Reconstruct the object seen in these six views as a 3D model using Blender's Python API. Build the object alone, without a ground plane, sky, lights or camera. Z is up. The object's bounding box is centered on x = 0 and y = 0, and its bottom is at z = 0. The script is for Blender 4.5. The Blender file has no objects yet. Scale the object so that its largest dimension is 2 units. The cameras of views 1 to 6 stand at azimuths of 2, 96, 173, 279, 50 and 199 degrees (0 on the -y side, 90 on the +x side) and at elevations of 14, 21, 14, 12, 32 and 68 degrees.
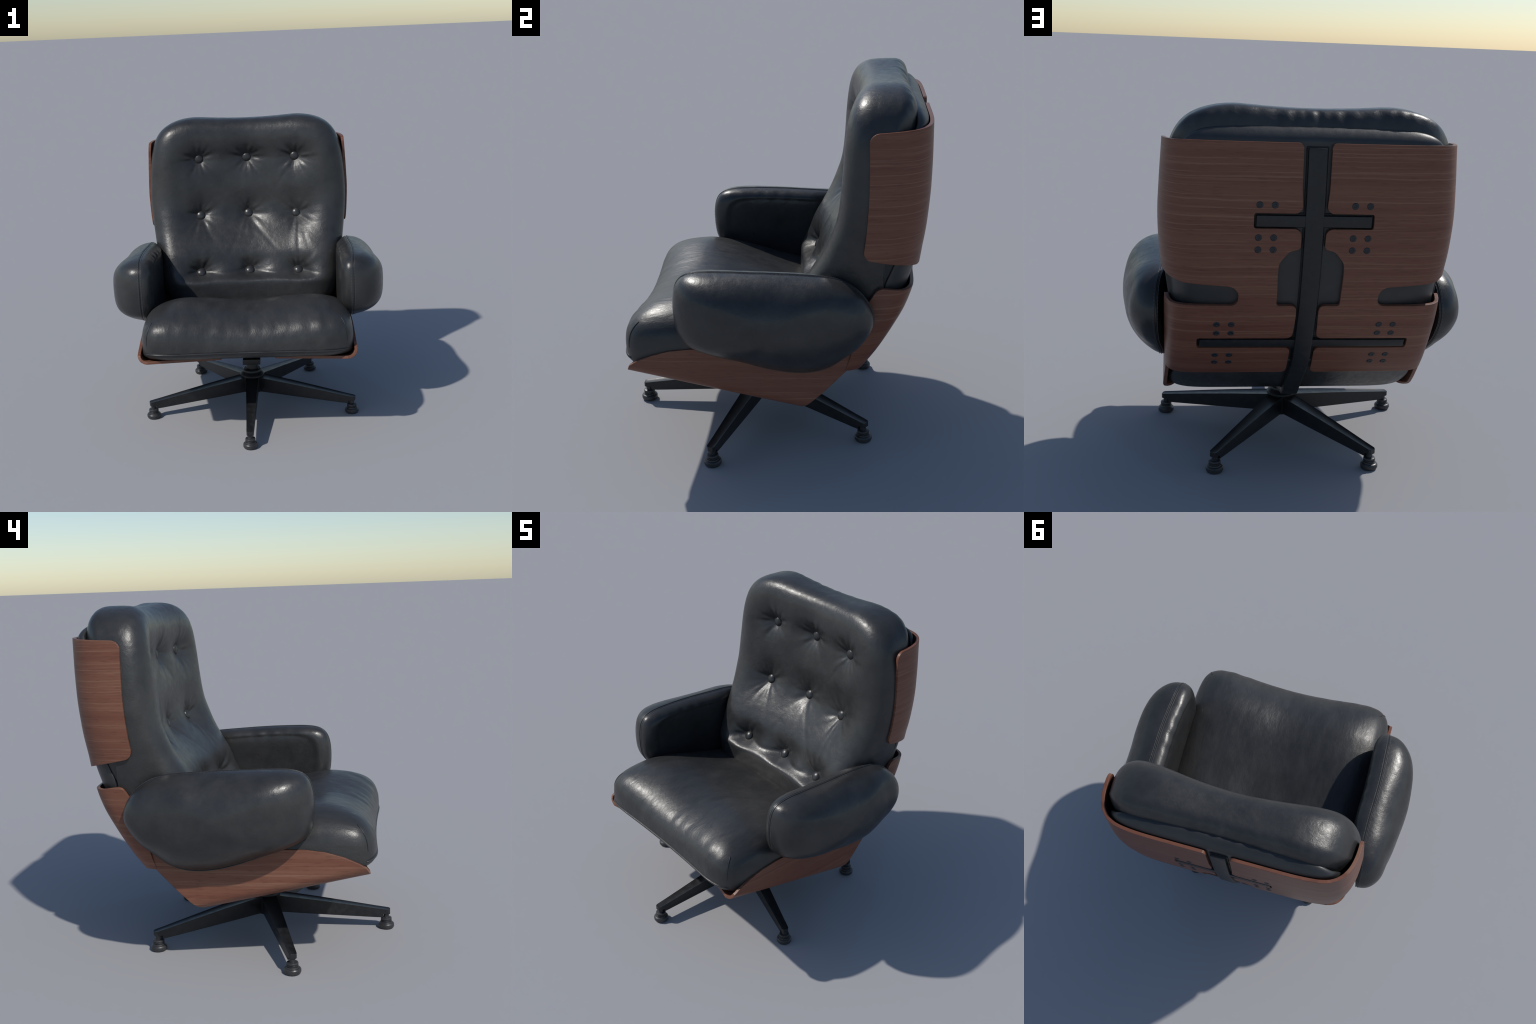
import bpy, bmesh, math, random
import numpy as np
from mathutils import Vector, Matrix
from mathutils.geometry import tessellate_polygon

random.seed(7)
rng = np.random.default_rng(7)

# ------------------------------------------------------------------ helpers
def curve(keys):
    """smooth (monotone cubic) function through (t, value) keys"""
    k = sorted(keys)
    t = np.array([a for a, _ in k], float)
    v = np.array([b for _, b in k], float)
    d = np.diff(v) / np.diff(t)
    m = np.zeros_like(v)
    m[0], m[-1] = d[0], d[-1]
    for i in range(1, len(v) - 1):
        if d[i - 1] * d[i] > 0:
            w1 = 2 * (t[i + 1] - t[i]) + (t[i] - t[i - 1])
            w2 = (t[i + 1] - t[i]) + 2 * (t[i] - t[i - 1])
            m[i] = (w1 + w2) / (w1 / d[i - 1] + w2 / d[i])
    def f(q):
        q = np.clip(np.asarray(q, float), t[0], t[-1])
        i = np.clip(np.searchsorted(t, q) - 1, 0, len(t) - 2)
        h = t[i + 1] - t[i]
        u = (q - t[i]) / h
        return ((2 * u**3 - 3 * u**2 + 1) * v[i] + (u**3 - 2 * u**2 + u) * h * m[i]
                + (-2 * u**3 + 3 * u**2) * v[i + 1] + (u**3 - u**2) * h * m[i + 1])
    return f

def sstep(a, b, x):
    u = np.clip((np.asarray(x, float) - a) / (b - a), 0, 1)
    return u * u * (3 - 2 * u)

def waves(seed, n, lo, hi):
    """cheap smooth 2-D noise: a seeded sum of sines, about -1..1"""
    r = np.random.default_rng(seed)
    ang, fr, ph = r.uniform(0, 2 * np.pi, n), r.uniform(lo, hi, n), r.uniform(0, 2 * np.pi, n)
    def f(x, y):
        s = 0
        for a, k, p in zip(ang, fr, ph):
            s = s + np.sin(k * (x * math.cos(a) + y * math.sin(a)) + p)
        return s / math.sqrt(n)
    return f

def smooth_closed(pts, per=14):
    """Catmull-Rom through a closed list of points"""
    P = np.array(pts, float)
    n, out = len(P), []
    for i in range(n):
        a, b, c, d = P[i - 1], P[i], P[(i + 1) % n], P[(i + 2) % n]
        for k in range(per):
            u = k / per
            out.append(.5 * (2 * b + (c - a) * u + (2 * a - 5 * b + 4 * c - d) * u**2
                             + (3 * b - a - 3 * c + d) * u**3))
    return np.array(out)

def rounded(points, step=5):
    """polygon [(x, y, radius)] -> point list with its corners rounded"""
    out, n = [], len(points)
    for i in range(n):
        p = np.array(points[i][:2]); r = points[i][2]
        a = np.array(points[i - 1][:2]); b = np.array(points[(i + 1) % n][:2])
        if r <= 0:
            out.append(tuple(p)); continue
        da, db = a - p, b - p
        la, lb = np.linalg.norm(da), np.linalg.norm(db)
        da, db = da / la, db / lb
        half = math.acos(max(-1, min(1, float(da @ db)))) / 2
        t = min(r / math.tan(half), la * .48, lb * .48)
        rr = t * math.tan(half)
        c = p + (da + db) / np.linalg.norm(da + db) * (rr / math.sin(half))
        s, e = p + da * t - c, p + db * t - c
        a0 = math.atan2(s[1], s[0]); a1 = math.atan2(e[1], e[0])
        dd = (a1 - a0 + math.pi) % (2 * math.pi) - math.pi
        k = max(2, int(step * abs(dd) / (math.pi / 2)) + 1)
        for j in range(k + 1):
            q = a0 + dd * j / k
            out.append((c[0] + rr * math.cos(q), c[1] + rr * math.sin(q)))
    return out

ROOT = bpy.data.objects.new("lounge_chair", None)
bpy.context.scene.collection.objects.link(ROOT)
ROOT["label"] = "swivel lounge chair in tufted black leather with wooden shell"
ROOT["category"] = "armchair"

def add(name, mesh, mat, parent=ROOT, loc=None, rot=None, kind=None):
    ob = bpy.data.objects.new(name, mesh)
    bpy.context.scene.collection.objects.link(ob)
    ob.parent = parent
    if loc is not None: ob.location = loc
    if rot is not None: ob.rotation_euler = rot
    if mat is not None and not mesh.materials: mesh.materials.append(mat)
    if kind: ob["kind"] = kind
    return ob

def mesh_from(name, verts, faces, sharp=None):
    me = bpy.data.meshes.new(name)
    me.from_pydata([tuple(map(float, v)) for v in verts], [], [tuple(map(int, f)) for f in faces])
    me.validate()
    bm = bmesh.new(); bm.from_mesh(me)
    bmesh.ops.recalc_face_normals(bm, faces=bm.faces)
    bm.to_mesh(me); bm.free()
    finish(me, sharp)
    return me

def finish(me, sharp=None):
    me.polygons.foreach_set("use_smooth", [True] * len(me.polygons))
    if sharp is not None: me.set_sharp_from_angle(angle=math.radians(sharp))
    me.update()

def tube(name, path, radius, mat, parent, sides=8, closed=False, kind=None):
    """round strip swept along a path"""
    P = np.array(path, float)
    n = len(P)
    T = np.gradient(P, axis=0)
    if closed: T = np.roll(P, -1, 0) - np.roll(P, 1, 0)
    T /= np.linalg.norm(T, axis=1)[:, None]
    ref = np.array([0.31, 0.2, 0.93])
    verts, faces = [], []
    for i in range(n):
        u = np.cross(T[i], ref); u /= np.linalg.norm(u)
        w = np.cross(T[i], u)
        rad = radius if closed else radius * min(1, .25 + min(i, n - 1 - i) / 3)
        for k in range(sides):
            a = 2 * math.pi * k / sides
            verts.append(P[i] + rad * (math.cos(a) * u + math.sin(a) * w))
    m = n if closed else n - 1
    for i in range(m):
        for k in range(sides):
            a, b = i * sides + k, i * sides + (k + 1) % sides
            c, d = ((i + 1) % n) * sides + (k + 1) % sides, ((i + 1) % n) * sides + k
            faces.append((a, b, c, d))
    if not closed:
        faces.append(tuple(range(sides))[::-1]); faces.append(tuple(range((n - 1) * sides, n * sides)))
    return add(name, mesh_from(name, verts, faces), mat, parent, kind=kind)

def lathe(name, prof, seg=32, sharp=35):
    """surface of revolution about z from (r, z) profile points, top to bottom"""
    verts, faces = [], []
    for r, z in prof:
        for k in range(seg):
            a = 2 * math.pi * (k + .5) / seg
            verts.append((r * math.cos(a), r * math.sin(a), z))
    for i in range(len(prof) - 1):
        for k in range(seg):
            faces.append((i * seg + k, i * seg + (k + 1) % seg, (i + 1) * seg + (k + 1) % seg, (i + 1) * seg + k))
    faces.append(tuple(range(seg))); faces.append(tuple(range((len(prof) - 1) * seg, len(prof) * seg)))
    return mesh_from(name, verts, faces, sharp)

def pillow(N, surf, power=2.0):
    """two sheets over one outline, joined at the rim. surf(phi, rho, side) -> xyz arrays.
    N = cells across"""
    s = np.linspace(-1, 1, N + 1)
    A, B = np.meshgrid(s, s, indexing='ij')
    m = np.maximum(np.abs(A), np.abs(B))
    rho = 1 - (1 - m)**power
    phi = np.arctan2(B, A)
    rim = (m > 1 - 1e-9)
    top = np.stack(surf(phi, rho, 1), -1).reshape(-1, 3)
    bot = np.stack(surf(phi, rho, -1), -1).reshape(-1, 3)
    n = (N + 1)**2
    ids = np.arange(n).reshape(N + 1, N + 1)
    idb = ids + n
    idb = np.where(rim, ids, idb)
    used = np.full(2 * n, -1); order = []
    faces = []
    for grid, flip in ((ids, False), (idb, True)):
        q = np.stack([grid[:-1, :-1], grid[1:, :-1], grid[1:, 1:], grid[:-1, 1:]], -1).reshape(-1, 4)
        faces.append(q[:, ::-1] if flip else q)
    F = np.concatenate(faces)
    V = np.concatenate([top, bot])
    keep = np.unique(F)
    remap = np.zeros(2 * n, int); remap[keep] = np.arange(len(keep))
    return V[keep], remap[F]

# ------------------------------------------------------------------ materials
def nodes_of(name):
    m = bpy.data.materials.new(name); m.use_nodes = True
    nt = m.node_tree; nt.nodes.clear()
    out = nt.nodes.new("ShaderNodeOutputMaterial")
    b = nt.nodes.new("ShaderNodeBsdfPrincipled")
    nt.links.new(b.outputs[0], out.inputs[0])
    return m, nt, b

def N(nt, kind, **kw):
    n = nt.nodes.new(kind)
    for k, v in kw.items():
        if k in n.inputs.keys(): n.inputs[k].default_value = v
        else: setattr(n, k, v)
    return n

def coords(nt, scale=(1, 1, 1)):
    tc = N(nt, "ShaderNodeTexCoord"); mp = N(nt, "ShaderNodeMapping")
    mp.inputs["Scale"].default_value = scale
    nt.links.new(tc.outputs["Object"], mp.inputs["Vector"])
    return mp.outputs["Vector"]

def ramp(nt, fac, stops):
    r = N(nt, "ShaderNodeValToRGB")
    e = r.color_ramp.elements
    while len(e) < len(stops): e.new(.5)
    for el, (p, c) in zip(e, stops):
        el.position = p
        el.color = c if len(c) == 4 else (*c, 1)
    nt.links.new(fac, r.inputs["Fac"])
    return r.outputs["Color"]

def g(v): return (v, v, v)

def leather(name, lo=(.022, .0223, .0227), hi=(.037, .0366, .0362), rough=(.30, .44), bump=.22, stretch=(1, 1, 1)):
    m, nt, b = nodes_of(name)
    L = nt.links
    c = coords(nt, stretch)
    n1 = N(nt, "ShaderNodeTexNoise", Scale=7., Detail=6., Roughness=.62); L.new(c, n1.inputs["Vector"])
    L.new(ramp(nt, n1.outputs["Fac"], [(.32, lo), (.68, hi)]), b.inputs["Base Color"])
    n2 = N(nt, "ShaderNodeTexNoise", Scale=26., Detail=5., Roughness=.6); L.new(c, n2.inputs["Vector"])
    L.new(ramp(nt, n2.outputs["Fac"], [(.3, g(rough[0])), (.7, g(rough[1]))]), b.inputs["Roughness"])
    n3 = N(nt, "ShaderNodeTexNoise", Scale=55., Detail=4., Roughness=.6, Distortion=.6); L.new(c, n3.inputs["Vector"])
    n4 = N(nt, "ShaderNodeTexVoronoi", Scale=210.); L.new(c, n4.inputs["Vector"])
    n5 = N(nt, "ShaderNodeTexNoise", Scale=15., Detail=3., Roughness=.5, Distortion=.4); L.new(c, n5.inputs["Vector"])
    b0 = N(nt, "ShaderNodeBump", Strength=bump, Distance=.010); L.new(n5.outputs["Fac"], b0.inputs["Height"])
    b1 = N(nt, "ShaderNodeBump", Strength=bump, Distance=.004); L.new(b0.outputs["Normal"], b1.inputs["Normal"]); L.new(n3.outputs["Fac"], b1.inputs["Height"])
    b2 = N(nt, "ShaderNodeBump", Strength=.12, Distance=.0015); L.new(n4.outputs["Distance"], b2.inputs["Height"])
    L.new(b1.outputs["Normal"], b2.inputs["Normal"]); L.new(b2.outputs["Normal"], b.inputs["Normal"])
    b.inputs["Specular IOR Level"].default_value = .5
    return m

def wood(name, gain=1.0):
    m, nt, b = nodes_of(name)
    L = nt.links
    c1 = coords(nt, (.55, .55, 26))       # broad bands
    warp = N(nt, "ShaderNodeTexNoise", Scale=1.6, Detail=3.); L.new(coords(nt, (1, 1, 1.5)), warp.inputs["Vector"])
    def warped(vec, amt):
        mul = N(nt, "ShaderNodeVectorMath", operation='MULTIPLY_ADD')
        L.new(warp.outputs["Color"], mul.inputs[0]); mul.inputs[1].default_value = (0, 0, amt)
        L.new(vec, mul.inputs[2]); return mul.outputs[0]
    n1 = N(nt, "ShaderNodeTexNoise", Scale=1., Detail=5., Roughness=.55); L.new(warped(c1, 1.3), n1.inputs["Vector"])
    n2 = N(nt, "ShaderNodeTexNoise", Scale=1., Detail=3., Roughness=.6)
    L.new(warped(coords(nt, (.8, .8, 125)), 4.), n2.inputs["Vector"])
    k = gain
    base = ramp(nt, n1.outputs["Fac"], [(.25, (.142 * k, .052 * k, .033 * k)), (.5, (.172 * k, .069 * k, .043 * k)), (.77, (.200 * k, .090 * k, .056 * k))])
    streak = ramp(nt, n2.outputs["Fac"], [(.55, g(0)), (.66, g(1))])
    mix = N(nt, "ShaderNodeMix", data_type='RGBA', blend_type='MIX')
    sc = N(nt, "ShaderNodeMath", operation='MULTIPLY'); sc.inputs[1].default_value = .38
    L.new(streak, sc.inputs[0]); L.new(sc.outputs[0], mix.inputs["Factor"])
    L.new(base, mix.inputs["A"]); mix.inputs["B"].default_value = (.31 * k, .178 * k, .115 * k, 1)
    # dark pores
    n3 = N(nt, "ShaderNodeTexNoise", Scale=1., Detail=2.); L.new(coords(nt, (14, 14, 190)), n3.inputs["Vector"])
    mul = N(nt, "ShaderNodeMix", data_type='RGBA', blend_type='MULTIPLY'); mul.inputs["Factor"].default_value = .35
    L.new(mix.outputs["Result"], mul.inputs["A"])
    L.new(ramp(nt, n3.outputs["Fac"], [(.30, g(.35)), (.45, g(1))]), mul.inputs["B"])
    L.new(mul.outputs["Result"], b.inputs["Base Color"])
    L.new(ramp(nt, n2.outputs["Fac"], [(.3, g(.36)), (.7, g(.48))]), b.inputs["Roughness"])
    bv = N(nt, "ShaderNodeBevel", samples=6); bv.inputs["Radius"].default_value = .005
    bp = N(nt, "ShaderNodeBump", Strength=.10, Distance=.002); L.new(n2.outputs["Fac"], bp.inputs["Height"])
    L.new(bv.outputs["Normal"], bp.inputs["Normal"]); L.new(bp.outputs["Normal"], b.inputs["Normal"])
    b.inputs["Specular IOR Level"].default_value = .33
    return m

def painted_metal(name, col=(.010, .0105, .012), rough=.42, wear=.03):
    m, nt, b = nodes_of(name)
    L = nt.links
    c = coords(nt)
    n1 = N(nt, "ShaderNodeTexNoise", Scale=30., Detail=5., Roughness=.7); L.new(c, n1.inputs["Vector"])
    col2 = tuple(v + wear * .45 for v in col)
    L.new(ramp(nt, n1.outputs["Fac"], [(.45, col), (.8, col2)]), b.inputs["Base Color"])
    L.new(ramp(nt, n1.outputs["Fac"], [(.3, g(rough - .08)), (.7, g(rough + .1))]), b.inputs["Roughness"])
    bv = N(nt, "ShaderNodeBevel", samples=4); bv.inputs["Radius"].default_value = .003
    bp = N(nt, "ShaderNodeBump", Strength=.06, Distance=.002); L.new(n1.outputs["Fac"], bp.inputs["Height"])
    L.new(bv.outputs["Normal"], bp.inputs["Normal"]); L.new(bp.outputs["Normal"], b.inputs["Normal"])
    b.inputs["Specular IOR Level"].default_value = .5
    return m

LEATHER = leather("black_leather")
LEATHER_SEAT = leather("seat_leather", lo=(.023, .0234, .0238), hi=(.040, .0396, .0392), rough=(.31, .46), stretch=(1.5, .6, 1))
LEATHER_ARM = leather("armrest_leather", rough=(.27, .40), bump=.16)
PANEL = leather("back_panel_leather", lo=(.025, .026, .027), hi=(.034, .035, .036), rough=(.36, .46), bump=.08)
SEAM = leather("seam_leather", lo=(.010, .0105, .011), hi=(.018, .018, .019), rough=(.35, .5), bump=.1)
STITCH = leather("stitch_thread", lo=(.06, .062, .065), hi=(.10, .10, .10), rough=(.4, .5), bump=.1)  # thread grey lightened to carry the sun's glint on the stitches
WOOD = wood("rosewood_veneer", .99)
METAL = painted_metal("black_painted_metal")
IRON = painted_metal("spine_metal", col=(.0095, .010, .011), rough=.46)
SCREW = painted_metal("screw_metal", col=(.012, .015, .019), rough=.38)
RUBBER = painted_metal("foot_metal", col=(.028, .028, .030), rough=.40, wear=.05)

# ------------------------------------------------------------------ shared profiles
# rear face of the wooden back shell: y for a height z
back_y = curve([(.34, .33), (.575, .513), (.66, .579), (.71, .612), (.82, .677), (.912, .725), (1.025, .765),
                (1.127, .795), (1.23, .813), (1.32, .827), (1.383, .834), (1.543, .847), (1.70, .852), (1.84, .853), (2.1, .85)])
# how the shell's half width changes with height
shell_w = curve([(.5, .974), (1.06, .974), (1.12, .982), (1.2, 1.0), (1.3, 1.014),
                 (1.46, 1.023), (1.6, 1.016), (1.84, .998), (2., .99)])

# plan of the shell: flat across the back, bent forward at the sides
plan_pts = np.array([(0, 0), (.15, 0), (.30, 0), (.42, -.001), (.50, -.005), (.56, -.012), (.61, -.025), (.655, -.052),
                     (.692, -.095), (.716, -.150), (.728, -.215), (.731, -.28), (.731, -.36), (.731, -.5)])
def _dense(P, per=24):
    E = np.vstack([2 * P[0] - P[1], P, 2 * P[-1] - P[-2]]); out = []
    for i in range(1, len(E) - 2):
        a, b, c, d = E[i - 1:i + 3]
        for k in range(per):
            u = k / per
            out.append(.5 * (2 * b + (c - a) * u + (2 * a - 5 * b + 4 * c - d) * u**2 + (3 * b - a - 3 * c + d) * u**3))
    out.append(E[-2]); return np.array(out)
# lower down the bend is tighter
plan_low = np.array([(0, 0), (.15, 0), (.30, 0), (.42, 0), (.50, -.001), (.57, -.004), (.63, -.012), (.678, -.034),
                     (.708, -.075), (.723, -.130), (.730, -.200), (.731, -.275), (.731, -.36), (.731, -.5)])
_pd = _dense(plan_pts); _pl = _dense(plan_low)
_ps = np.concatenate([[0], np.cumsum(np.linalg.norm(np.diff(_pd, axis=0), axis=1))])
def plan(s, z):
    k = sstep(.98, 1.22, z)
    return tuple(np.interp(s, _ps, _pl[:, c]) * (1 - k) + np.interp(s, _ps, _pd[:, c]) * k for c in (0, 1))
def _plan_at(z):
    k = float(sstep(.98, 1.22, z)); return _pl * (1 - k) + _pd * k
def s_from_x(x, z): return float(np.interp(x / float(shell_w(z)), _plan_at(z)[:, 0], _ps))
def s_from_y(y, z): return float(np.interp(-(y - float(back_y(z))), -_plan_at(z)[:, 1], _ps))
def shell_point(s, z, off=0.0):
    """point of the back shell, moved outward by off"""
    def P(s, z):
        x, dy = plan(s, z)
        return np.stack([x * shell_w(z), back_y(z) + dy, np.asarray(z, float) + 0 * x], -1)
    s = np.asarray(s, float); z = np.asarray(z, float)
    p = P(s, z); e = 2e-3
    n = np.cross(P(s + e, z) - P(s - e, z), P(s, z + e) - P(s, z - e))
    n /= np.linalg.norm(n, axis=-1)[..., None]
    n = np.where((n[..., 1:2] * 1 + n[..., 0:1] * .6) < 0, -n, n)
    return p + n * off, n

def sheet(outline, du, dv, fn, thick):
    """flat outline cut into a fine grid, bent by fn(u, v) -> (point, normal), given a thickness"""
    bm = bmesh.new()
    vs_ = [bm.verts.new((u, v, 0)) for u, v in outline]
    for tri in tessellate_polygon([[Vector((u, v, 0)) for u, v in outline]]):
        bm.faces.new([vs_[i] for i in tri])
    bmesh.ops.recalc_face_normals(bm, faces=bm.faces)
    us = [u for u, _ in outline]; vs = [v for _, v in outline]
    for lo, hi, st, ax in ((min(us), max(us), du, 0), (min(vs), max(vs), dv, 1)):
        k = int((hi - lo) / st)
        for i in range(1, k + 1):
            co = [0, 0, 0]; co[ax] = lo + (hi - lo) * i / (k + 1) + 1.37e-4
            no = [0, 0, 0]; no[ax] = 1
            bmesh.ops.bisect_plane(bm, geom=bm.verts[:] + bm.edges[:] + bm.faces[:], dist=2e-4, plane_co=co, plane_no=no)
    bm.verts.index_update()
    U = np.array([v.co.x for v in bm.verts]); V = np.array([v.co.y for v in bm.verts])
    F = [[v.index for v in q.verts] for q in bm.faces]
    rim = [(e.verts[0].index, e.verts[1].index) for e in bm.edges if e.is_boundary]
    bm.free()
    P, nn = fn(U, V)
    n = len(P)
    verts = np.vstack([P, P - nn * thick])
    faces = [q for q in F] + [[i + n for i in q[::-1]] for q in F] + [[a, b, b + n, a + n] for a, b in rim]
    return verts, faces

def both_sides(name, verts, faces, mat, sharp=40):
    obs = []
    for sgn in (1, -1):
        v = np.array(verts) * np.array([sgn, 1, 1])
        obs.append(add(name, mesh_from(name, v, faces, sharp), mat))
    return obs

# ------------------------------------------------------------------ wooden back shell (two mirrored halves)
inner = [  # (x, z, corner radius): the edge along the metal spine, from top to bottom
    (.068, 1.838, .022), (.066, 1.62, 0), (.057, 1.503, .034), (.290, 1.503, .012), (.290, 1.427, .012), (.060, 1.427, .036),
    (.058, 1.325, .022), (.112, 1.312, .05), (.160, 1.250, .06), (.162, 1.18, .05), (.159, 1.021, .014), (.056, 1.021, .03), (.056, .95, 0),
    (.062, .822, .032), (.545, .822, .012), (.545, .757, .012), (.062, .757, .03), (.066, .576, .028)]
outer = [  # (y, z, corner radius): side edges, from the bottom up
    (.410, .583, .004), (.455, .76, .05), (.500, .93, .05), (.578, 1.047, .035), (.70, 1.026, .05)]
notch = [(.349, 1.021, .035), (.352, 1.124, .06), (.62, 1.142, .05)]
upper = [(.503, 1.205, .055), (.537, 1.826, .05)]
poly = [(s_from_x(x, z), z, r) for x, z, r in inner]
poly += [(s_from_x(.627, .577), .576, .02)]
poly += [(s_from_y(y, z), z, r) for y, z, r in outer]
poly += [(s_from_x(.55, 1.022), 1.021, .05)]
poly += [(s_from_x(x, z), z, r) for x, z, r in notch]
poly += [(s_from_y(y, z), z, r) for y, z, r in upper]
poly += [(s_from_x(.6, 1.838), 1.839, .05)]
v, f = sheet(rounded(poly), .024, .03, lambda s, z: shell_point(s, z), .019)
SHELL = both_sides("back_shell", v, f, WOOD)

# ------------------------------------------------------------------ wooden seat shell: side walls bent under the seat
def seat_low(y): return .355 - (np.asarray(y, float) - .156) * .2265
SIDE_X, BEND = .7135, .064
def seat_shell_point(y, q):
    """q > 0 runs up the side wall, q < 0 round the bend and inward below the seat"""
    def P(y, q):
        side = SIDE_X - .004 * sstep(-.3, -.7, y)
        zl = seat_low(y)
        arc = BEND * math.pi / 2
        a = np.clip(-q / BEND, 0, math.pi / 2)
        x = side - BEND * (1 - np.cos(a)) - np.maximum(0, -q - arc)
        z = zl + BEND * (1 - np.sin(a)) + np.maximum(0, q)
        x = x - np.maximum(0, q) * .06
        return np.stack([x, y + 0 * q, z], -1)
    p = P(y, q); e = 1e-3
    n = np.cross(P(y + e, q) - P(y - e, q), P(y, q + e) - P(y, q - e))
    n /= np.linalg.norm(n, axis=-1)[..., None]
    return p, np.where(n[..., 0:1] - n[..., 2:3] < 0, -n, n)
def qz(y, z): return z - float(seat_low(y)) - BEND
arcl = BEND * math.pi / 2
qin = -(arcl + SIDE_X - BEND - .18)
seat_poly = [(.420, qz(.420, .585), 0), (.293, qz(.293, .456), .05), (.205, -.030, .03), (.152, -arcl * .8, .03), (.06, -arcl - .06, .05), (-.12, qin, .04), (-.632, qin, .015), (-.744, -arcl, .012),
             (-.736, -arcl * .45, .01), (-.722, qz(-.722, .606), .012), (-.69, qz(-.69, .626), .05), (-.60, qz(-.60, .663), .1), (-.51, qz(-.51, .688), .1),
             (-.40, qz(-.40, .701), .05), (-.1, qz(-.1, .705), .05), (.2, qz(.2, .72), .05), (.468, qz(.468, .76), 0)]
v, f = sheet(rounded(seat_poly), .03, .02, seat_shell_point, .019)
both_sides("seat_shell", v, f, WOOD)

# ------------------------------------------------------------------ back cushion
ZB, ZT = .600, 1.996
ZM, ZH = (ZB + ZT) / 2, (ZT - ZB) / 2
ridge = curve([(.60, .01), (.66, .02), (.73, .058), (.79, .079), (.84, .089), (.88, .105), (.935, .135), (1.02, .176), (1.1, .229), (1.2, .290),
               (1.3, .335), (1.37, .360), (1.45, .376), (1.57, .388), (1.73, .394), (1.85, .397), (2., .398)])
hollow = curve([(.60, .045), (.78, .048), (.845, .055), (.90, .084), (1.0, .104), (1.28, .108), (1.7, .094), (1.86, .066), (2., .050)])
cush_w = curve([(.66, .672), (.8, .678), (1.0, .686), (1.1, .698), (1.2, .710), (1.32, .722), (1.46, .728), (1.6, .723), (1.84, .709), (2., .703)])
def plan_dy(x, z, grow=.0):
    """how far the shell has curved forward at a given |x|"""
    return np.interp((np.abs(x) + grow) / shell_w(z), _pd[:, 0], _pd[:, 1])
BUTTONS = [(x, z) for z in (1.70, 1.28, .89) for x in (-.36, 0, .36)]
fold = waves(3, 9, 16, 34)
pleat_seed = [np.random.default_rng(50 + i).uniform(0, 2 * np.pi, 4) for i in range(9)]

def tuft(x, z):
    """depth of the button tufting (positive = pushed in)"""
    d = 0 * x
    for zr, amp in ((1.70, .024), (1.28, .025), (.89, .052)):
        low = zr < 1
        w = np.exp(-np.abs((z - zr) / np.where(z > zr, .075 if low else .085, .026 if low else .065))**1.6)
        col = (.60 if low else .66) + (.40 if low else .34) * np.cos(2 * np.pi * x / .36)
        if low: col = .62 + (col - .62) * (.45 + .55 * sstep(zr - .022, zr + .025, z))
        d = d + amp * w * (1 - sstep(.40, .56, np.abs(x))) * col
    for (bx, bz), ph in zip(BUTTONS, pleat_seed):
        dx, dz = x - bx, z - bz
        r = np.hypot(dx, dz) + 1e-6
        a = np.arctan2(dz, dx)
        d = d + .013 * np.exp(-(r / .046)**2) +   .021 * np.exp(-r / .080) + .007 * np.exp(-(r / .10)**2)
        star = (np.sin(5 * a + ph[0]) + .8 * np.sin(8 * a + ph[1]) + .7 * np.sin(13 * a + ph[2]) + .5 * np.sin(3 * a + ph[3]))
        d = d + .0019 * star * np.exp(-((r - .072) / .034)**2) + .0007 * star * np.exp(-((r - .13) / .06)**2)
    # long shallow creases pulled between the buttons
    for x0, z0, x1, z1, amp in CREASES:
        L2 = (x1 - x0)**2 + (z1 - z0)**2
        t = ((x - x0) * (x1 - x0) + (z - z0) * (z1 - z0)) / L2
        dist = np.abs((x - x0) * (z1 - z0) - (z - z0) * (x1 - x0)) / math.sqrt(L2)
        d = d + amp * np.clip(4 * t * (1 - t), 0, 1)**.7 * np.exp(-(dist / (.008 + .012 * np.clip(t, 0, 1)))**2)
    return d

CREASES = [(.01, 1.25, .30, .95, 0.0021), (.36, 1.24, .37, .94, 0.0024), (.375, 1.25, .46, 1.02, 0.0018), (-.35, 1.24, -.20, 1.02, 0.0018),
           (.02, 1.67, .22, 1.47, 0.0018), (.33, 1.67, .21, 1.46, 0.0021), (.38, 1.70, .55, 1.705, 0.0024), (-.38, 1.70, -.54, 1.69, 0.0018),
           (-.02, 1.25, -.16, 1.00, 0.0015), (.0, 1.31, -.10, 1.43, 0.0015), (.03, 1.31, .10, 1.41, 0.0015), (.38, .93, .50, 1.05, 0.0021),
           (.03, .92, .10, 1.04, 0.0018), (-.33, .92, -.27, 1.03, 0.0018)]

def back_front(x, z):
    u = np.clip(np.abs(x) / .57, 0, 1.3)
    t = 1 - u**2
    par = .5 * (t + np.sqrt(t * t + .03))
    y = ridge(z) + hollow(z) * par
    y = y + tuft(x, z) * (1 - sstep(.5, .62, np.abs(x))) * sstep(.836, .874, z)
    # plump squares between the buttons
    wx = 1 - sstep(.42, .60, np.abs(x))
    for bz, a in ((1.49, .013), (1.09, .014)):
        y = y - a * wx * np.exp(-((z - bz) / .12)**2)
    y = y + .0008 * fold(x * .7, z * .8)
    return y

def sup(phi, p):
    c, s = np.abs(np.cos(phi)), np.abs(np.sin(phi))
    return (c**p + s**p)**(-1 / p)

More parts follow.
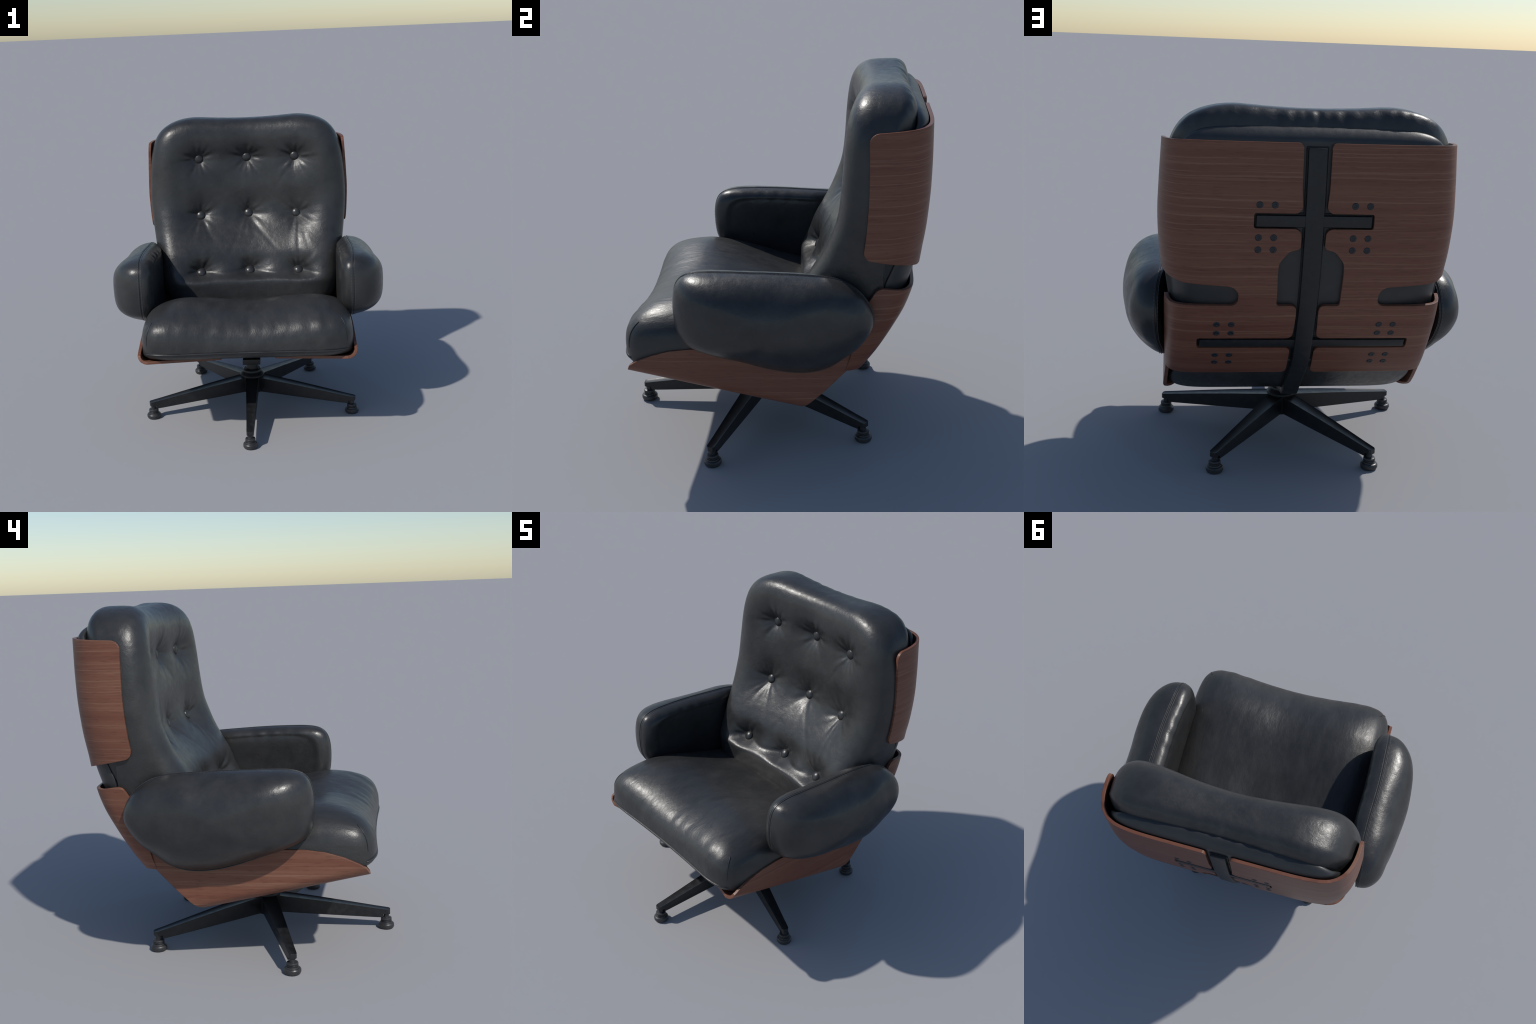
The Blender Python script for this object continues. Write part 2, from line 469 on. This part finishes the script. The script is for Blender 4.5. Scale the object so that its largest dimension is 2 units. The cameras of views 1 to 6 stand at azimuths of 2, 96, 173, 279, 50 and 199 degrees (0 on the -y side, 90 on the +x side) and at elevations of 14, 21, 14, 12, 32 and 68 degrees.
top_wr = waves(11, 7, 1, 2)
def back_surf(phi, rho, side):
    R = sup(phi, 5.8) * rho
    zn = R * np.sin(phi)
    z = ZM + ZH * zn
    x = R * np.cos(phi) * cush_w(z)
    # dip of the top edge between the two rounded corners
    z = z - .013 * np.clip(1 - (x / .40)**2, 0, 1)**1.5 * sstep(.55, 1, zn) + .006 * np.exp(-((np.abs(x) - .42) / .13)**2) * sstep(.5, 1, zn)
    mid = .60 + .06 * sstep(1.1, 1.9, z)
    mid = np.minimum(mid, back_y(z) - .15)
    vert = np.sin(phi)**2
    if side > 0:
        n = 8.5 - 3.3 * vert
        h = (1 - rho**n)**(1 / (4.2 - .6 * vert))
        x = x * (1 + .012 * np.clip(4 * h * (1 - h), 0, 1) * np.abs(np.cos(phi)))
        y = mid + (back_front(x, z) - mid) * h
    else:
        yb = np.maximum(back_y(z) + plan_dy(x, z, .020) - (.030 + .010 * sstep(1.2, 1.5, z)) - (.012 + .014 * (1 - sstep(.36, .58, np.abs(x)))) * sstep(1.6, 1.82, z), mid + .01)
        h = (1 - rho**(9 - 4 * vert))**(1 / (4.5 - 1.4 * vert))
        y = mid + (yb - mid) * h
        # gathers where the leather turns over the top and back
        k = sstep(.75, .93, zn) * sstep(.15, .6, h) * (1 - sstep(.66, .84, h))
        y = y + k * .0026 * (.85 + .35 * np.sin(x * 6 + 2)) * (np.sin(x * 43 + 2.2 * np.sin(x * 9)) + .8 * np.sin(x * 88 + 1.7 * np.sin(x * 13)))
    return x, y, z

v, f = pillow(230, back_surf, 1.75)
CUSH = add("back_cushion", mesh_from("back_cushion", v, f), LEATHER)

# buttons
btn = lathe("button", [(.0005, .0150), (.010, .0142), (.019, .0115), (.0265, .0065), (.0310, .001), (.0325, -.004), (.0305, -.010), (.02, -.015)], 28, 60)
btn.materials.append(LEATHER_ARM)
for bx, bz in BUTTONS:
    e = .012
    y0 = float(back_front(np.array(bx), np.array(bz)))
    slope = float(ridge(bz + .04) - ridge(bz - .04)) / .08 + (.35 if bz < 1 else 0)
    nrm = Vector((0, -1, slope)).normalized()
    ob = add("button", btn, None, CUSH, loc=Vector((bx, y0, bz)) + nrm * .012)
    ob.rotation_euler = nrm.to_track_quat('Z', 'Y').to_euler()
    ob.scale = (1.1, 1.1, 1.0)

# upholstered panel closing the rear of the cushion
def panel_surf(phi, rho, side):
    p = 7.5
    R = sup(phi, p) * rho
    z = 1.245 + .66 * R * np.sin(phi)
    x = R * np.cos(phi) * .674
    yb = back_y(z) + plan_dy(x, z, .004) - .0222 - 2.5 * np.maximum(0, z - 1.842)**1.5
    h = (1 - rho**16)**(1 / 3.)
    y = yb - .030 + .030 * h * side
    return x, y, z
v, f = pillow(90, panel_surf, 1.6)
add("back_panel", mesh_from("back_panel", v, f), PANEL)

# ------------------------------------------------------------------ seat cushion
SEAT_W = .697
Y0, Y1 = -.780, .56
YM, YH = (Y0 + Y1) / 2, (Y1 - Y0) / 2
seat_side = curve([(-.85, .903), (-.66, .903), (-.48, .907), (-.36, .889), (-.15, .83), (.05, .768), (.2, .73), (.4, .70), (.6, .69)])
seat_mid = curve([(-.85, .897), (-.62, .892), (-.48, .878), (-.36, .853), (-.15, .79), (.05, .728), (.2, .70), (.4, .68), (.6, .68)])
seat_bot = curve([(-.85, .600), (-.76, .578), (-.3, .460), (.02, .366), (.10, .343), (.15, .346), (.22, .385), (.5, .61), (.6, .66)])
seat_rim = curve([(-.85, .640), (-.76, .634), (-.6, .60), (-.3, .53), (.1, .45), (.3, .50), (.5, .63), (.6, .68)])
wr = waves(21, 8, 10, 30)
def seat_surf(phi, rho, side):
    R = sup(phi, np.where(np.sin(phi) < 0, 9.0, 5.0)) * rho
    yn = R * np.sin(phi)
    y = YM + YH * yn
    x = R * np.cos(phi) * (SEAT_W - .02 * sstep(.1, .5, y))
    y = y + .018 * np.clip(1 - (x / .5)**2, 0, 1) * sstep(.35, 1, -yn)
    rim = seat_rim(y)
    front = np.clip(-np.sin(phi), 0, 1)**2
    if side > 0:
        u = np.clip(np.abs(x) / .50, 0, 1)
        t = seat_mid(y) + (seat_side(y) - seat_mid(y)) * u**2 * (3 - 2 * u)
        n = 5.0 - 2.2 * front
        h = (1 - rho**n)**(1 / (n * (1 - .12 * front)))
        z = rim + (t - rim) * h
        # vertical gathers over the front edge, soft creases on top
        k = front * sstep(.3, .6, h) * (1 - sstep(.80, .97, h))
        y = y + k * .0020 * (np.sin(x * 38 + 1.7 * np.sin(x * 11 + 1)) + .8 * np.sin(x * 67 + 1.5 * np.sin(x * 9)))
        z = z + .0016 * wr(x * 1.3, y * .45) * sstep(.6, .95, h)
    else:
        b = seat_bot(y)
        h = (1 - rho**(10 + 6 * front))**(1 / 2.6)
        z = rim + (b - rim) * h
    return x, y, z
v, f = pillow(170, seat_surf, 1.75)
SEAT = add("seat_cushion", mesh_from("seat_cushion", v, f), LEATHER_SEAT)

# piping along the lower front edge and seams up the front corners
ph = np.linspace(-math.pi / 2 - .80, -math.pi / 2 + .80, 160)
P = np.stack(seat_surf(ph, np.full_like(ph, .99999), -1), -1) + np.array([0, -.0004, .0035])
tube("seam", P, .0026, SEAM, SEAT, 6)
P2 = P + np.array([0, .0015, -.0085])
tube("piping", P2, .0062, LEATHER_ARM, SEAT)
for sgn in (1, -1):
    rr = np.linspace(.9995, .925, 40)
    a = -math.pi / 2 + .785 * sgn + .02 * sgn * np.linspace(0, 1, 40)
    P = np.stack(seat_surf(a, rr, 1), -1) + np.array([.0006 * sgn, -.0004, .0])
    tube("seam", P, .0030, SEAM, SEAT, 6)

# ------------------------------------------------------------------ armrests
arm_outline = smooth_closed([(-.455, .95), (-.449, 1.03), (-.43, 1.088), (-.39, 1.124), (-.32, 1.141), (-.2, 1.144), (0, 1.138), (.2, 1.126),
                             (.33, 1.114), (.42, 1.090), (.49, 1.042), (.54, .972), (.557, .91), (.545, .85), (.49, .762), (.42, .690),
                             (.34, .624), (.24, .591), (.13, .590), (0, .615), (-.15, .663), (-.28, .709), (-.37, .750), (-.42, .787), (-.447, .85)])
AC = np.array([.05, .885])
_d = arm_outline - AC
_a = np.arctan2(_d[:, 1], _d[:, 0]); _r = np.hypot(_d[:, 0], _d[:, 1])
_o = np.argsort(_a); _a, _r = _a[_o], _r[_o]
def arm_r(phi): return np.interp(phi, np.concatenate([_a - 2 * np.pi, _a, _a + 2 * np.pi]), np.tile(_r, 3))
arm_rim = curve([(-.5, .700), (-.3, .718), (-.05, .728), (.2, .722), (.35, .722), (.48, .745), (.6, .755)])
arm_out = curve([(-.5, .203), (-.3, .217), (-.08, .218), (.2, .206), (.4, .186), (.6, .150)])
arm_in = curve([(-.5, .092), (-.3, .096), (0, .098), (.2, .095), (.32, .06), (.45, .02), (.6, .02)])
arm_wr = waves(31, 8, 9, 26)
def arm_surf(phi, rho, side, flip=1):
    r = arm_r(phi) * rho
    y = AC[0] + r * np.cos(phi); z = AC[1] + r * np.sin(phi)
    base = arm_rim(y)
    lon = np.cos(phi)**2
    lon = lon**1.5
    if side > 0:
        low = sstep(0, .9, -np.sin(phi))
        T = lon * rho**3.6 + (1 - lon) * rho**2
        h = np.clip(1 - T, 0, 1)**(.5 - .12 * lon + .31 * low)
        x = base + arm_out(y) * h
        x = x + .0022 * arm_wr(y * .7, z) * sstep(.15, .6, h)
    else:
        n = 7 + 1.5 * lon
        h = (1 - rho**n)**.46
        x = base - arm_in(y) * h + .007 * sstep(.86, .76, rho)
        k = sstep(.3, .6, h) * (1 - sstep(.85, .99, h)) * sstep(.2, .8, np.sin(phi))
        x = x - k * .0015 * (np.sin(y * 44 + 1.6 * np.sin(y * 13)) + .6 * np.sin(y * 71 + 1))
    return x * flip, y, z
for sgn in (1, -1):
    v, f = pillow(120, lambda p, r, s: arm_surf(p, r, s, sgn), 1.8)
    arm = add("armrest", mesh_from("armrest", v, f), LEATHER_ARM)
    ph = np.linspace(-np.pi, np.pi, 360, endpoint=False)
    for off, rad, mt, nm in ((0.0, .0030, SEAM, "seam"), (.010, .0022, LEATHER, "stitched_edge"), (-.010, .0022, LEATHER, "stitched_edge")):
        rho = np.full_like(ph, .99995 if off == 0 else .9965)
        P = np.stack(arm_surf(ph, rho, 1 if off >= 0 else -1, sgn), -1)
        if off != 0:
            rim = np.stack(arm_surf(ph, np.full_like(ph, .99999), 1, sgn), -1)
            P[:, 0] = rim[:, 0] + off * sgn
            rr = (1 - .0042) if off > 0 else (1 - .002)
            P[:, 1] = AC[0] + (rim[:, 1] - AC[0]) * rr; P[:, 2] = AC[1] + (rim[:, 2] - AC[1]) * rr
        tube(nm, P, rad, mt, arm, 6, closed=True)

    # stitches either side of the seam, one joined part
    ph = np.linspace(-np.pi, np.pi, 2400, endpoint=False)
    rim = np.stack(arm_surf(ph, np.full_like(ph, .99999), 1, sgn), -1)
    L = np.concatenate([[0], np.cumsum(np.linalg.norm(np.diff(rim, axis=0), axis=1))])
    verts, faces = [], []
    for off, rr in ((.0105, 1 - .0005), (-.0105, 1 + .0012)):
        for a in np.arange(0, L[-1], .019):
            ends = []
            for t in (a, a + .012):
                q = np.array([np.interp(t, L, rim[:, i]) for i in range(3)])
                c = np.array([AC[0] - q[1], AC[1] - q[2]])
                q[1] = AC[0] - c[0] * rr; q[2] = AC[1] - c[1] * rr
                q[0] += off * sgn
                ends.append((q, c / np.linalg.norm(c)))
            b = len(verts)
            for q, c in ends:
                for dx, dr in ((-.0013, -.002), (.0013, -.002), (.0013, .0012), (-.0013, .0012)):
                    verts.append((q[0] + dx, q[1] - c[0] * dr, q[2] - c[1] * dr))
            faces += [(b + i, b + (i + 1) % 4, b + 4 + (i + 1) % 4, b + 4 + i) for i in range(4)] + [(b, b + 1, b + 2, b + 3), (b + 4, b + 5, b + 6, b + 7)]
    add("stitch", mesh_from("stitch", verts, faces, 40), STITCH, arm, kind="stuff")

# ------------------------------------------------------------------ metal spine and its cross bars
def bar_box(name, rows, mat, parent=ROOT):
    """loft of rectangular sections: each row is 4 corner points"""
    verts = [p for r in rows for p in r]
    faces = []
    for i in range(len(rows) - 1):
        for k in range(4):
            faces.append((4 * i + k, 4 * i + (k + 1) % 4, 4 * i + 4 + (k + 1) % 4, 4 * i + 4 + k))
    faces += [(0, 1, 2, 3), tuple(4 * (len(rows) - 1) + k for k in range(4))]
    me = bpy.data.meshes.new(name); me.from_pydata([tuple(map(float, p)) for p in verts], [], faces)
    bm = bmesh.new(); bm.from_mesh(me)
    bmesh.ops.recalc_face_normals(bm, faces=bm.faces)
    ed = [e for e in bm.edges if len(e.link_faces) == 2 and e.calc_face_angle(0) > .6]
    bmesh.ops.bevel(bm, geom=ed, offset=.005, segments=2, profile=.6, affect='EDGES')
    bm.to_mesh(me); bm.free(); finish(me, 35)
    return add(name, me, mat, parent)

spine_path = _dense(np.array([(.853, 1.815), (.856, 1.70), (.852, 1.55), (.842, 1.40), (.822, 1.24), (.795, 1.11), (.757, .985), (.713, .875), (.664, .765),
                              (.606, .665), (.528, .585), (.40, .477), (.29, .370), (.235, .334), (.17, .318), (.0, .310), (-.16, .308)]), 6)
T = np.gradient(spine_path, axis=0); T /= np.linalg.norm(T, axis=1)[:, None]
NRM = np.stack([-T[:, 1], T[:, 0]], -1)           # outward (rear / down)
rows = []
for (y, z), n in zip(spine_path, NRM):
    w = .0445 + .018 * float(sstep(.2, .0, y))
    i = np.array([y, z]) - n * .040
    rows.append([(w, y, z), (-w, y, z), (-w, i[0], i[1]), (w, i[0], i[1])])
chk = NRM[5]
if chk[0] < 0:
    rows = []
    for (y, z), n in zip(spine_path, -NRM):
        w = .0445 + .018 * float(sstep(.2, .0, y))
        i = np.array([y, z]) - n * .040
        rows.append([(w, y, z), (-w, y, z), (-w, i[0], i[1]), (w, i[0], i[1])])
SPINE = bar_box("metal_spine", rows, IRON)

GAP_SHADOW = painted_metal("painted_gap_shadow", col=(.0035, .0036, .004), rough=.6, wear=.004)
def gap_shadow_plate(zlo, zhi, half):
    """near-black plate modelled behind a bar as the shadow in the gap round it"""
    rows = []
    for x in np.linspace(-half, half, 31):
        s = s_from_x(abs(x), (zlo + zhi) / 2); row = []
        for z, off in ((zlo, -.0165), (zhi, -.0165), (zhi, -.026), (zlo, -.026)):
            p, _ = shell_point(s, z, off); row.append((x, p[1], p[2]))
        rows.append(row)
    return bar_box("modelled_gap_shadow", rows, GAP_SHADOW, SPINE)
def cross_bar(zlo, zhi, half):
    rows = []
    for x in np.linspace(-half, half, 41):
        s = s_from_x(abs(x), (zlo + zhi) / 2)
        row = []
        for z, off in ((zlo, .002), (zhi, .002), (zhi, -.035), (zlo, -.035)):
            p, _ = shell_point(s, z, off)
            row.append((x, p[1], p[2]))
        rows.append(row)
    return bar_box("cross_bar", rows, IRON, SPINE)
cross_bar(1.436, 1.492, .279)
cross_bar(.767, .811, .531)
gap_shadow_plate(1.4275, 1.5025, .2895)
gap_shadow_plate(.7575, .8215, .5445)
rows = []  # shadow down the spine slot, built as a black strip
for z in np.linspace(.62, 1.822, 60):
    row = []
    for x, off in ((.053, -.0175), (-.053, -.0175), (-.053, -.027), (.053, -.027)):
        p, _ = shell_point(s_from_x(abs(x), z), z, off); row.append((x, p[1], p[2]))
    rows.append(row)
bar_box("modelled_gap_shadow", rows, GAP_SHADOW, SPINE)

# screws with a recessed centre
scr = lathe("screw", [(.0040, .0010), (.0062, .0010), (.0075, .0030), (.0115, .0034), (.0150, .0026), (.0168, .0004), (.0168, -.004)], 20, 50)
scr.materials.append(SCREW)
rows_up = [(1.543, .266, .193), (1.382, .266, .193), (1.321, .266, .193)]
rows_lo = [(.912, .449, .376), (.858, .449, .376), (.710, .449, .376), (.660, .449, .376)]
for z, xa, xb in rows_up + rows_lo:
    for x in (xa, xb):
        for sgn in (1, -1):
            s = s_from_x(x, z)
            p, n = shell_point(s, z, .0)
            nn = Vector((n[0] * sgn, n[1], n[2]))
            ob = add("screw", scr, None, SHELL[0 if sgn > 0 else 1], loc=(x * sgn, p[1], p[2]))
            ob.rotation_euler = nn.to_track_quat('Z', 'Y').to_euler()

# ------------------------------------------------------------------ swivel base
BY = -.09
BASE = add("swivel_base", lathe("swivel_base", [(.040, .335), (.0425, .33), (.0425, .262), (.058, .262), (.066, .256), (.069, .246), (.066, .240),
     (.076, .236), (.0875, .222), (.0875, .212), (.080, .206), (.078, .200), (.078, .105), (.070, .092), (.04, .090)], 36, 35), METAL, loc=(0, BY, 0))
add("mounting_plate", (lambda: None)() or lathe("mounting_plate", [(.05, .345), (.060, .34), (.064, .335), (.064, .318), (.058, .312), (.04, .312)], 28), METAL, loc=(0, BY, 0))

def leg_mesh():
    # stations along the arm: distance, half width, top z, bottom z
    st = [(.03, .044, .212, .100), (.10, .0435, .203, .099), (.30, .037, .179, .088), (.50, .030, .152, .078), (.66, .0245, .1295, .070), (.705, .0235, .1235, .069)]
    rows = [[(d, w, zt), (d, -w, zt), (d, -w * .93, zb), (d, w * .93, zb)] for d, w, zt, zb in st]
    tip = [(.708, .0235, .1230, .090), (.738, .0225, .1190, .089), (.748, .0150, .1170, .090)]
    rows2 = [[(d, w, zt), (d, -w, zt), (d, -w, zb), (d, w, zb)] for d, w, zt, zb in tip]
    verts = [p for r in rows + rows2 for p in r]; faces = []
    n = len(rows + rows2)
    for i in range(n - 1):
        for k in range(4):
            faces.append((4 * i + k, 4 * i + (k + 1) % 4, 4 * i + 4 + (k + 1) % 4, 4 * i + 4 + k))
    faces += [(0, 1, 2, 3), tuple(4 * (n - 1) + k for k in range(4))]
    me = bpy.data.meshes.new("leg"); me.from_pydata(verts, [], faces)
    bm = bmesh.new(); bm.from_mesh(me)
    bmesh.ops.recalc_face_normals(bm, faces=bm.faces)
    top = [q for q in bm.faces if q.normal.z > .8]
    bmesh.ops.inset_region(bm, faces=top, thickness=.006, depth=-.0022, use_even_offset=True)
    bm.to_mesh(me); bm.free(); finish(me, 28)
    me.materials.append(METAL)
    return me
LEG = leg_mesh()
FOOT = lathe("foot", [(.006, .0925), (.0165, .092), (.0165, .066), (.025, .066), (.0315, .0635), (.0335, .0590), (.0335, .0535), (.0302, .0528), (.0302, .0500),
                      (.0335, .0492), (.0335, .0445), (.0302, .0438), (.0302, .0408), (.0345, .0402), (.0362, .0340), (.0430, .0310), (.0480, .0245),
                      (.0485, .0110), (.0440, .0010), (.030, .0)], 16, 26)
FOOT.materials.append(RUBBER)
for k in range(5):
    a = -math.pi / 2 + k * 2 * math.pi / 5
    leg = add("leg", LEG, None, BASE, rot=(0, 0, a)); leg.scale = (1.01, 1, 1)
    add("foot", FOOT, None, BASE, loc=(.732 * math.cos(a), .732 * math.sin(a), 0), rot=(0, 0, a))
